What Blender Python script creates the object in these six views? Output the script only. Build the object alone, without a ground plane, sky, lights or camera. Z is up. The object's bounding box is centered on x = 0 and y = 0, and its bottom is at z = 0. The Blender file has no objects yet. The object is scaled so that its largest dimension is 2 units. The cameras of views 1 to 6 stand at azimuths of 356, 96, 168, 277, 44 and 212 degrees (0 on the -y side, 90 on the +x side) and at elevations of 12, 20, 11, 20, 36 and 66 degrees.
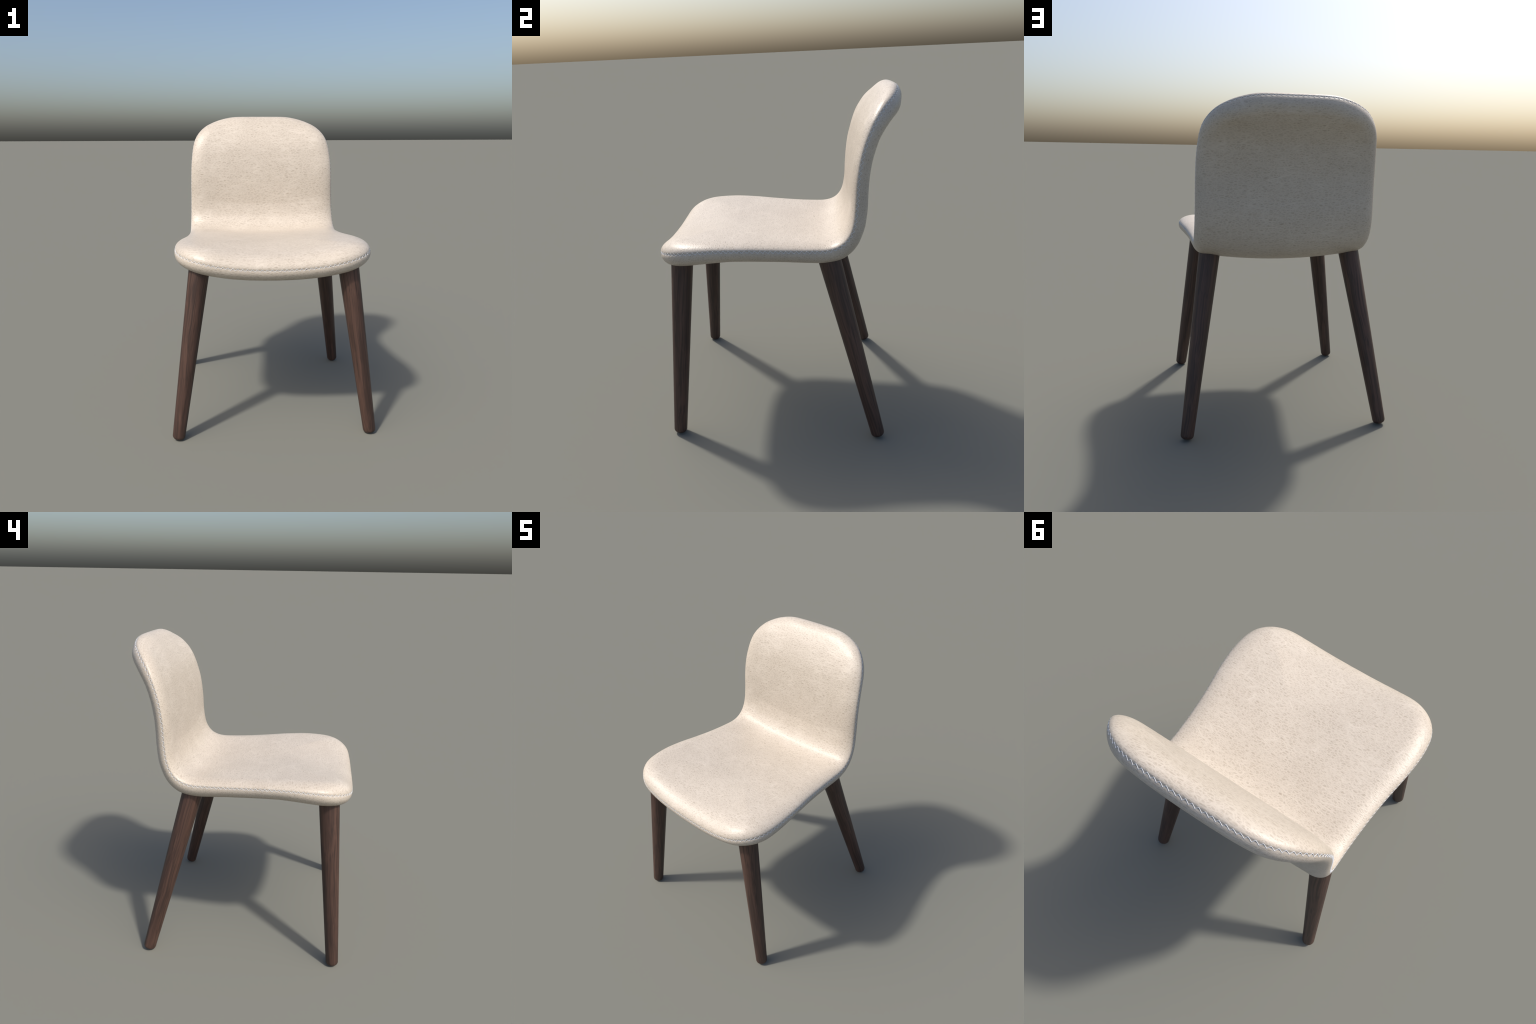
# Upholstered shell chair: cream leather seat-and-back shell with a zigzag seam,
# four tapered walnut legs.  Units: metres, z up, chair faces -y.
import bpy, math
import numpy as np
from mathutils import Vector, Matrix

# ------------------------------------------------------------------ helpers
def catmull(K, m):
    """Open Catmull-Rom through the rows of K, m samples per span."""
    K = np.asarray(K, float)
    A = np.vstack([2*K[0]-K[1], K, 2*K[-1]-K[-2]])
    t = np.linspace(0, 1, m, endpoint=False)[:, None]
    out = []
    for i in range(1, len(A)-2):
        a, b, c, d = A[i-1:i+3]
        out.append(.5*(2*b+(c-a)*t+(2*a-5*b+4*c-d)*t**2+(3*b-3*c+d-a)*t**3))
    return np.vstack(out+[K[-1:]])

def arclen(P):
    return np.concatenate([[0], np.cumsum(np.linalg.norm(np.diff(P, axis=0), axis=1))])

def resample(P, n):
    a = arclen(P); q = np.linspace(0, a[-1], n)
    return np.stack([np.interp(q, a, P[:, i]) for i in range(P.shape[1])], 1)

def smooth1d(v, n):
    for _ in range(n):
        w = np.concatenate([v[:1], v, v[-1:]])
        v = .25*w[:-2]+.5*w[1:-1]+.25*w[2:]
    return v

def unit(v):
    return v/(np.linalg.norm(v, axis=-1, keepdims=True)+1e-12)

def new_mesh(name, verts, faces, mat, parent=None):
    me = bpy.data.meshes.new(name)
    me.from_pydata([tuple(v) for v in verts], [], [tuple(f) for f in faces])
    me.polygons.foreach_set("use_smooth", [True]*len(me.polygons))
    me.materials.append(mat)
    me.update()
    ob = bpy.data.objects.new(name, me)
    bpy.context.scene.collection.objects.link(ob)
    if parent: ob.parent = parent
    return ob

# ---------------------------------------------------------------- materials
class Nodes:
    def __init__(self, name):
        self.mat = bpy.data.materials.new(name); self.mat.use_nodes = True
        self.t = self.mat.node_tree; self.t.nodes.clear()
        self.out = self.t.nodes.new("ShaderNodeOutputMaterial")
        self.bsdf = self.t.nodes.new("ShaderNodeBsdfPrincipled")
        self.t.links.new(self.bsdf.outputs[0], self.out.inputs[0])
    def n(self, kind, inputs=None, **props):
        nd = self.t.nodes.new(kind)
        for k, v in props.items(): setattr(nd, k, v)
        for k, v in (inputs or {}).items():
            if isinstance(v, bpy.types.NodeSocket): self.t.links.new(v, nd.inputs[k])
            else: nd.inputs[k].default_value = v
        return nd
    def math(self, op, a, b=0.0, clamp=False):
        return self.n("ShaderNodeMath", {0: a, 1: b}, operation=op, use_clamp=clamp).outputs[0]
    def ramp(self, fac, stops, interp="LINEAR"):
        r = self.n("ShaderNodeValToRGB", {0: fac}); cr = r.color_ramp; cr.interpolation = interp
        while len(cr.elements) < len(stops): cr.elements.new(.5)
        for e, (p, c) in zip(cr.elements, stops):
            e.position = p; e.color = (c, c, c, 1) if np.isscalar(c) else (*c, 1)
        return r.outputs[0]
    def mix(self, fac, a, b, blend="MIX"):
        m = self.n("ShaderNodeMix", data_type="RGBA", blend_type=blend)
        for s, v in ((m.inputs[0], fac), (m.inputs[6], a), (m.inputs[7], b)):
            if isinstance(v, bpy.types.NodeSocket): self.t.links.new(v, s)
            else: s.default_value = (*v, 1) if not np.isscalar(v) else v
        return m.outputs[2]
    def set(self, **kw):
        for k, v in kw.items():
            k = k.replace("_", " ")
            if isinstance(v, bpy.types.NodeSocket): self.t.links.new(v, self.bsdf.inputs[k])
            else: self.bsdf.inputs[k].default_value = v

BASE_LO, BASE_HI, PORE, PALE = (.455, .394, .323), (.485, .422, .348), (.32, .27, .212), (.64, .578, .497)

def leather_material():
    m = Nodes("cream_leather")
    co = m.n("ShaderNodeTexCoord").outputs["Object"]
    # warp so the cells are irregular, then stretch along the chair's width
    nz = m.n("ShaderNodeTexNoise", {"Vector": co, "Scale": 22.0, "Detail": 2.0})
    wv = m.n("ShaderNodeVectorMath", {0: nz.outputs["Color"], 1: (.5, .5, .5)}, operation="SUBTRACT")
    ws = m.n("ShaderNodeVectorMath", {0: wv.outputs[0], "Scale": .014}, operation="SCALE")
    wc = m.n("ShaderNodeVectorMath", {0: co, 1: ws.outputs[0]}, operation="ADD").outputs[0]
    def cells(scale, sx, rot, feature="DISTANCE_TO_EDGE"):
        mp = m.n("ShaderNodeMapping", {"Vector": wc, "Rotation": (0, rot*.5, rot), "Scale": (sx, 1, 1)})
        return m.n("ShaderNodeTexVoronoi", {"Vector": mp.outputs[0], "Scale": scale, "Randomness": 1.0},
                   feature=feature).outputs
    fine = cells(90.0, .45, .10)["Distance"]
    tone = cells(90.0, .45, .10, "F1")["Color"]
    cross = cells(52.0, .26, -.18)["Distance"]
    long = cells(21.0, .17, .16)["Distance"]
    gate = m.n("ShaderNodeTexNoise", {"Vector": co, "Scale": 7.0, "Detail": 3.0})
    gate_l = m.ramp(gate.outputs[0], [(.38, .3), (.62, .9)])
    hair = m.math("MULTIPLY", m.ramp(cells(96.0, .22, .24)["Distance"], [(0.0, 1.0), (.05, .6), (.11, 0.0)]), .6)
    # pale nets: grain lines, crossing wrinkles, long stray wrinkles
    fine_l = m.ramp(fine, [(0.0, 1.0), (.045, .7), (.12, 0.0)])
    cross_l = m.math("MULTIPLY", m.ramp(cross, [(0.0, 1.0), (.03, .7), (.075, 0.0)]), gate_l)
    long_l = m.math("MULTIPLY", m.ramp(long, [(0.0, 1.0), (.026, .6), (.05, 0.0)]), gate_l)
    # darker cell middles, each cell its own depth
    depth = m.ramp(m.n("ShaderNodeSeparateColor", {0: tone}).outputs[0], [(0.0, .35), (.7, .55), (1.0, .85)])
    pores = m.math("MULTIPLY", m.ramp(fine, [(.06, 0.0), (.22, .35), (.42, 1.0)]), depth)
    big = m.n("ShaderNodeTexNoise", {"Vector": co, "Scale": 3.5, "Detail": 4.0})
    base = m.mix(m.ramp(big.outputs[0], [(.35, 0.0), (.65, 1.0)]), BASE_LO, BASE_HI)
    c = m.mix(m.math("MULTIPLY", pores, .85), base, PORE)
    pale = m.math("MAXIMUM", m.math("MULTIPLY", fine_l, .62), m.math("MULTIPLY", cross_l, .85))
    pale = m.math("MAXIMUM", pale, m.math("MULTIPLY", long_l, .95))
    pale = m.math("MAXIMUM", pale, hair)
    c = m.mix(m.math("MULTIPLY", pale, .8), c, PALE)
    hgt = m.math("SUBTRACT", m.math("MINIMUM", fine, .35), m.math("MULTIPLY", cross_l, .12))
    bp = m.n("ShaderNodeBump", {"Height": hgt, "Strength": .2, "Distance": .005})
    m.set(Base_Color=c, Roughness=m.math("ADD", .40, m.math("MULTIPLY", pale, .08)), Normal=bp.outputs[0])
    m.bsdf.inputs["Specular IOR Level"].default_value = .5
    return m.mat

def walnut_material():
    m = Nodes("dark_walnut")
    tc = m.n("ShaderNodeTexCoord").outputs["Object"]
    rnd = m.n("ShaderNodeObjectInfo").outputs["Random"]
    off = m.n("ShaderNodeCombineXYZ", {0: m.math("MULTIPLY", rnd, 3.1), 1: m.math("MULTIPLY", rnd, 7.7),
                                       2: m.math("MULTIPLY", rnd, 11.3)})
    co = m.n("ShaderNodeVectorMath", {0: tc, 1: off.outputs[0]}, operation="ADD").outputs[0]
    # slow figure along the grain bends the growth lines
    warp = m.n("ShaderNodeTexNoise", {"Vector": m.n("ShaderNodeMapping", {"Vector": co, "Scale": (4, 4, 2.2)}).outputs[0],
                                      "Scale": 1.0, "Detail": 2.0})
    wv = m.n("ShaderNodeVectorMath", {0: warp.outputs["Color"], 1: (.5, .5, .5)}, operation="SUBTRACT")
    ws = m.n("ShaderNodeVectorMath", {0: wv.outputs[0], "Scale": .05}, operation="SCALE")
    wc = m.n("ShaderNodeVectorMath", {0: co, 1: ws.outputs[0]}, operation="ADD").outputs[0]
    def streak(sc, sz, det, rough=.55):
        mp = m.n("ShaderNodeMapping", {"Vector": wc, "Scale": (sc, sc, sz)})
        return m.n("ShaderNodeTexNoise", {"Vector": mp.outputs[0], "Scale": 1.0, "Detail": det, "Roughness": rough}).outputs[0]
    broad = streak(26, 1.0, 3)
    lines = streak(110, 1.6, 4, .65)
    fibre = streak(240, 9, 3)
    c = m.mix(m.ramp(broad, [(.36, 0.0), (.66, 1.0)]), (.040, .021, .0155), (.088, .045, .032))
    c = m.mix(m.math("MULTIPLY", m.ramp(lines, [(.5, 0.0), (.6, 1.0)]), .7), c, (.024, .0135, .0105))
    c = m.mix(m.math("MULTIPLY", m.ramp(lines, [(.34, 1.0), (.46, 0.0)]), .4), c, (.125, .070, .050))
    c = m.mix(m.math("MULTIPLY", m.ramp(fibre, [(.52, 0.0), (.7, 1.0)]), .3), c, (.035, .02, .016))
    bp = m.n("ShaderNodeBump", {"Height": fibre, "Strength": .12, "Distance": .002})
    m.set(Base_Color=c, Roughness=.5, Normal=bp.outputs[0])
    return m.mat

def thread_material():
    m = Nodes("white_thread")
    co = m.n("ShaderNodeTexCoord").outputs["Object"]
    n = m.n("ShaderNodeTexNoise", {"Vector": co, "Scale": 300.0, "Detail": 2.0})
    c = m.mix(n.outputs[0], (.55, .57, .60), (.70, .72, .75))
    m.set(Base_Color=c, Roughness=.55)
    return m.mat

LEATHER, WALNUT, THREAD = leather_material(), walnut_material(), thread_material()

# -------------------------------------------------------------------- shell
# Seam curve, right half: front middle -> round the side -> top middle (x, y, z)
SEAM = [(0, -.697, 1.079), (.15, -.696, 1.083), (.30, -.692, 1.097), (.43, -.676, 1.120),
        (.525, -.624, 1.141), (.582, -.546, 1.157), (.600, -.46, 1.167), (.602, -.35, 1.174),
        (.589, -.22, 1.172), (.569, -.09, 1.163), (.553, .05, 1.154), (.543, .19, 1.149),
        (.539, .30, 1.152), (.539, .38, 1.19), (.537, .428, 1.273), (.534, .444, 1.39),
        (.532, .451, 1.53), (.525, .476, 1.68), (.501, .531, 1.82), (.440, .592, 1.902),
        (.36, .640, 1.946), (.27, .665, 1.972), (.20, .674, 1.983), (.10, .678, 1.985), (0, .679, 1.985)]
# Centre line of the seam-level surface (y, z)
SPINE = [(-.697, 1.079), (-.60, 1.086), (-.45, 1.093), (-.28, 1.097), (0, 1.098), (.18, 1.095), (.30, 1.105),
         (.385, 1.15), (.432, 1.23), (.450, 1.33), (.454, 1.45), (.466, 1.60), (.500, 1.74),
         (.556, 1.85), (.622, 1.935), (.675, 1.985)]
# padding above and below the seam surface along the spine: (fraction of the spine, value)
TOP_H = [(0, .059), (.1, .047), (.22, .038), (.5, .036), (.6, .031), (.82, .032), (.9, .040), (1, .054)]
BOT_H = [(0, .082), (.08, .075), (.22, .062), (.38, .066), (.46, .073), (.53, .075), (.6, .060), (.75, .058), (.86, .062), (.94, .078), (1, .078)]
CORNER = .013                     # the front corners are padded higher than the middle
CROWN = [(0, .058), (.2, .053), (.36, .038), (.47, .026), (.56, .022), (.65, .007), (1, .005)]   # extra fullness of the pad
TOP_R, BOT_R = .105, .080          # how far in from the seam the edge rounding reaches

spine = catmull(SPINE, 40)
ext0 = spine[0]-(spine[1]-spine[0])/np.linalg.norm(spine[1]-spine[0])*.15
ext1 = spine[-1]+(spine[-1]-spine[-2])/np.linalg.norm(spine[-1]-spine[-2])*.15
SP = resample(np.vstack([ext0, spine, ext1]), 1500)
SP = np.stack([smooth1d(SP[:, 0], 60), smooth1d(SP[:, 1], 60)], 1)
SA = arclen(SP)
ST = unit(np.gradient(SP, axis=0))
SN = np.stack([-ST[:, 1], ST[:, 0]], 1)              # towards the sitter
S_FRONT = SA[np.argmin(((SP-spine[0])**2).sum(1))]
S_TOP = SA[np.argmin(((SP-spine[-1])**2).sum(1))]

half = resample(catmull(SEAM, 20), 261)
for i in range(3):
    v = np.concatenate([half[20:0:-1, i]*(-1 if i == 0 else 1), half[:, i], half[-2:-22:-1, i]*(-1 if i == 0 else 1)])
    half[:, i] = smooth1d(v, 8)[20:-20]
half[0, 0] = half[-1, 0] = 0
# foot of every seam point on the spine, and its height above it
foot = np.array([np.argmin(((SP-p[1:])**2).sum(1)) for p in half])
rim_s = smooth1d(SA[foot].astype(float), 4)
rim_h = ((half[:, 1:]-SP[foot])*SN[foot]).sum(1)
side = half[:, 0] > .43
order = np.argsort(rim_s[side])
bow_s, bow_v = rim_s[side][order], (rim_h[side]/half[side, 0]**2)[order]
bow_v = smooth1d(bow_v, 30)

def bow(s): return np.interp(s, bow_s, bow_v)

def sheet(x, s):
    """Seam-level surface point for width x and spine length s."""
    y = np.interp(s, SA, SP[:, 0]); z = np.interp(s, SA, SP[:, 1])
    ny = np.interp(s, SA, SN[:, 0]); nz = np.interp(s, SA, SN[:, 1])
    h = bow(s)*x**2
    return np.stack([x, y+ny*h, z+nz*h], -1)

def sheet_normal(x, s, e=2e-3):
    return unit(np.cross(sheet(x+e, s)-sheet(x-e, s), sheet(x, s+e)-sheet(x, s-e)))

# closed rim in (x, s): right half up, left half down
rim = np.stack([half[:, 0], rim_s], 1)
rim = np.vstack([rim, rim[-2:0:-1]*[-1, 1]])
rim3 = np.vstack([half, half[-2:0:-1]*[-1, 1, 1]])
NT = len(rim)
fix = rim3-sheet(rim[:, 0], rim[:, 1])               # what the simple bow misses at the rim
s_mid = .5*(S_FRONT+S_TOP)
inner = np.stack([np.zeros(NT), s_mid+(rim[:, 1]-s_mid)*.62], 1)
NR = 64
frac = (np.arange(NR+1)/NR)**1.9
dense = np.vstack([rim, rim[:1]])
def rim_distance(P):
    a, b = dense[:-1], dense[1:]; d = b-a; L = (d**2).sum(1)+1e-12
    out = np.empty(len(P))
    for i in range(0, len(P), 2000):
        q = P[i:i+2000, None]-a
        t = np.clip((q*d).sum(2)/L, 0, 1)
        out[i:i+2000] = np.sqrt(((q-t[..., None]*d)**2).sum(2).min(1))
    return out

def profile(table, s):
    u = (s-S_FRONT)/(S_TOP-S_FRONT)
    return np.interp(u, *zip(*table))

def round_edge(d, r, p=2.0):
    k = np.clip(1-d/r, 0, 1)
    return np.sqrt(np.clip(1-k**p, 0, 1))

rings_top, rings_bot = [], []
for f in frac:
    P = rim*(1-f)+inner*f
    d = rim_distance(P) if f > 0 else np.zeros(NT)
    base = sheet(P[:, 0], P[:, 1])+fix*np.exp(-(d/.16)**2)[:, None]
    n = sheet_normal(P[:, 0], P[:, 1])
    front = np.exp(-((P[:, 1]-S_FRONT)/.25)**2)      # the front lip is a wider, softer roll
    gt, gb = round_edge(d, TOP_R+.025*front, 2.2), round_edge(d, BOT_R, 2.3)
    crown = profile(CROWN, P[:, 1])*(1-np.clip(1-d/.45, 0, 1)**2)
    boost = CORNER*np.clip(np.abs(P[:, 0])/.5, 0, 1)**3*np.exp(-((P[:, 1]-S_FRONT)/.25)**2)*np.exp(-(d/.1)**2)
    ht = (profile(TOP_H, P[:, 1])+boost)*gt+crown
    hb = profile(BOT_H, P[:, 1])*gb
    # the sewn seam pulls the padding in a little
    inward = unit(sheet(inner[:, 0], inner[:, 1])-rim3)
    inward = unit(inward-n*(inward*n).sum(1)[:, None])
    def pull(h, g, swell): return (.0012*np.exp(-(h/.004)**2)-swell*np.sin(math.pi*g**.8))[:, None]
    rings_top.append(base+n*ht[:, None]+inward*pull(ht, gt, .003))
    rings_bot.append(base-n*hb[:, None]+inward*pull(hb, gb, .002+.003*front))

verts, faces = [], []
loops = rings_bot[:0:-1]+rings_top           # from under-middle, round the rim, to upper-middle
NL = len(loops)
for L in loops: verts.extend(L)
for j in range(NL-1):
    for i in range(NT):
        k = (i+1) % NT
        faces.append((j*NT+i, j*NT+k, (j+1)*NT+k, (j+1)*NT+i))
tmp = bpy.data.meshes.new("tmp")
tmp.from_pydata([tuple(v) for v in verts], [], faces)
import bmesh
bm = bmesh.new(); bm.from_mesh(tmp)
bmesh.ops.remove_doubles(bm, verts=bm.verts, dist=2e-5)
bmesh.ops.dissolve_degenerate(bm, edges=bm.edges, dist=1e-6)
bmesh.ops.recalc_face_normals(bm, faces=bm.faces)
bm.normal_update()
bm.verts.ensure_lookup_table()
V = np.array([v.co[:] for v in bm.verts]); VN = np.array([v.normal[:] for v in bm.verts])
F = [[v.index for v in f.verts] for f in bm.faces]
bm.free(); bpy.data.meshes.remove(tmp)

# --------------------------------------------------------------- the object
chair = bpy.data.objects.new("upholstered_chair", None)
bpy.context.scene.collection.objects.link(chair)
chair["label"] = "cream leather shell chair with zigzag seam and tapered walnut legs"
chair["category"] = "dining chair"

def cut(name, keep):
    fs = [f for f in F if keep(V[f].mean(0))]
    ids = sorted({i for f in fs for i in f}); at = {i: k for k, i in enumerate(ids)}
    ob = new_mesh(name, V[ids], [[at[i] for i in f] for f in fs], LEATHER, chair)
    ob.data.normals_split_custom_set_from_vertices([tuple(n) for n in VN[ids]])
    return ob
# the fold between seat and back: a slanted line through the bend
def on_back(c): return (c[1]-.30)*.75+(c[2]-1.20)*.65 > 0.0
seat = cut("seat", lambda c: not on_back(c))
back = cut("backrest", on_back)

# ------------------------------------------------------------ zigzag stitch
T = np.array(rings_top); B = np.array(rings_bot)
def section(i_f, side, dist):
    """Point on the cover at rim position i_f, dist along the cover away from the seam."""
    R = T if side > 0 else B
    i0 = int(math.floor(i_f)) % NT; i1 = (i0+1) % NT; w = i_f-math.floor(i_f)
    P = R[:30, i0]*(1-w)+R[:30, i1]*w
    a = arclen(P)
    return np.array([np.interp(dist, a, P[:, k]) for k in range(3)])
rim_len = arclen(np.vstack([rim3, rim3[:1]]))
PITCH = .0285
count = int(round(rim_len[-1]/PITCH))
path = []
rng = np.random.default_rng(4)
for c in range(count):
    for ph, sd in ((0.0, 1), (.62, -1)):
        L = (c+ph+rng.uniform(-.04, .04))/count*rim_len[-1]
        i_f = np.interp(L % rim_len[-1], rim_len, np.arange(NT+1))
        path.append((i_f, sd, .0065 if sd > 0 else .0085))
pts = []
for k, (i_f, sd, dist) in enumerate(path):
    j_f, sd2, dist2 = path[(k+1) % len(path)]
    if j_f < i_f-NT/2: j_f += NT
    for w in np.linspace(0, 1, 5, endpoint=False):
        a = sd*dist*(1-w)+sd2*dist2*w
        q = i_f*(1-w)+j_f*w
        P = section(q, 1 if a >= 0 else -1, abs(a))
        A = section(q, 1, .016); Z = section(q, -1, .016)
        mid = .5*(A+Z)
        deep = .5*(T[22, int(q) % NT]+B[22, int(q) % NT])
        out = unit(mid-deep)
        pts.append(P+out*(-.0002+.0014*max(0, 1-abs(a)/.006)))
pts = np.array(pts)
tv, tf = [], []
SEG, RAD = 6, .0013
n = len(pts); tang = unit(np.roll(pts, -1, 0)-np.roll(pts, 1, 0))
ref = np.array([unit(p-np.array([0, .1, 1.4])) for p in pts])
b1 = unit(np.cross(tang, ref)); b2 = np.cross(tang, b1)
for i in range(n):
    for k in range(SEG):
        an = 2*math.pi*k/SEG
        tv.append(pts[i]+RAD*(math.cos(an)*b1[i]+math.sin(an)*b2[i]))
for i in range(n):
    for k in range(SEG):
        a, b = i*SEG+k, i*SEG+(k+1) % SEG
        c, d = ((i+1) % n)*SEG+(k+1) % SEG, ((i+1) % n)*SEG+k
        tf.append((a, b, c, d))
stitch = new_mesh("seam_stitching", tv, tf, THREAD, chair)
stitch["kind"] = "stuff"

# --------------------------------------------------------------------- legs
R_FOOT, R_TOP, LEG_L, TIP = .0395, .0650, 1.15, .024
prof = [(0.0, 0.0), (R_FOOT-TIP, 0.0)]
prof += [(R_FOOT-TIP+TIP*math.sin(a), TIP-TIP*math.cos(a)) for a in np.linspace(0, math.pi/2, 9)[1:]]
prof += [(R_FOOT+(R_TOP-R_FOOT)*u, TIP+(LEG_L-TIP)*u) for u in np.linspace(0, 1, 25)[1:]]
SIDES = 48
lv = [(0, 0, 0)]; lf = []
for r, z in prof[1:]:
    lv += [(r*math.cos(2*math.pi*k/SIDES), r*math.sin(2*math.pi*k/SIDES), z) for k in range(SIDES)]
for k in range(SIDES): lf.append((0, 1+(k+1) % SIDES, 1+k))
for j in range(len(prof)-2):
    for k in range(SIDES):
        a, b = 1+j*SIDES+k, 1+j*SIDES+(k+1) % SIDES
        lf.append((a, b, b+SIDES, a+SIDES))
lf.append(tuple(1+(len(prof)-2)*SIDES+k for k in range(SIDES)))
leg = new_mesh("leg", lv, lf, WALNUT, chair)
first = True
for (fx, fy), (tx, ty) in ((( .603, -.628), ( .448, -.548)), ((.605, .580), (.439, .290))):
    for sgn in (-1, 1):
        ob = leg if first else leg.copy()
        if not first: bpy.context.scene.collection.objects.link(ob)
        first = False
        ob.parent = chair
        ax = Vector((sgn*(tx-fx), ty-fy, 1.1)).normalized()
        rot = ax.to_track_quat('Z', 'Y')
        m = rot.to_matrix()
        low = min((m @ Vector(v)).z for v in lv[:1+SIDES*11])
        ob.rotation_mode = 'QUATERNION'; ob.rotation_quaternion = rot
        base = Vector((sgn*fx, fy, 0))
        ob.location = (base.x+ax.x*-low, base.y+ax.y*-low, -low)
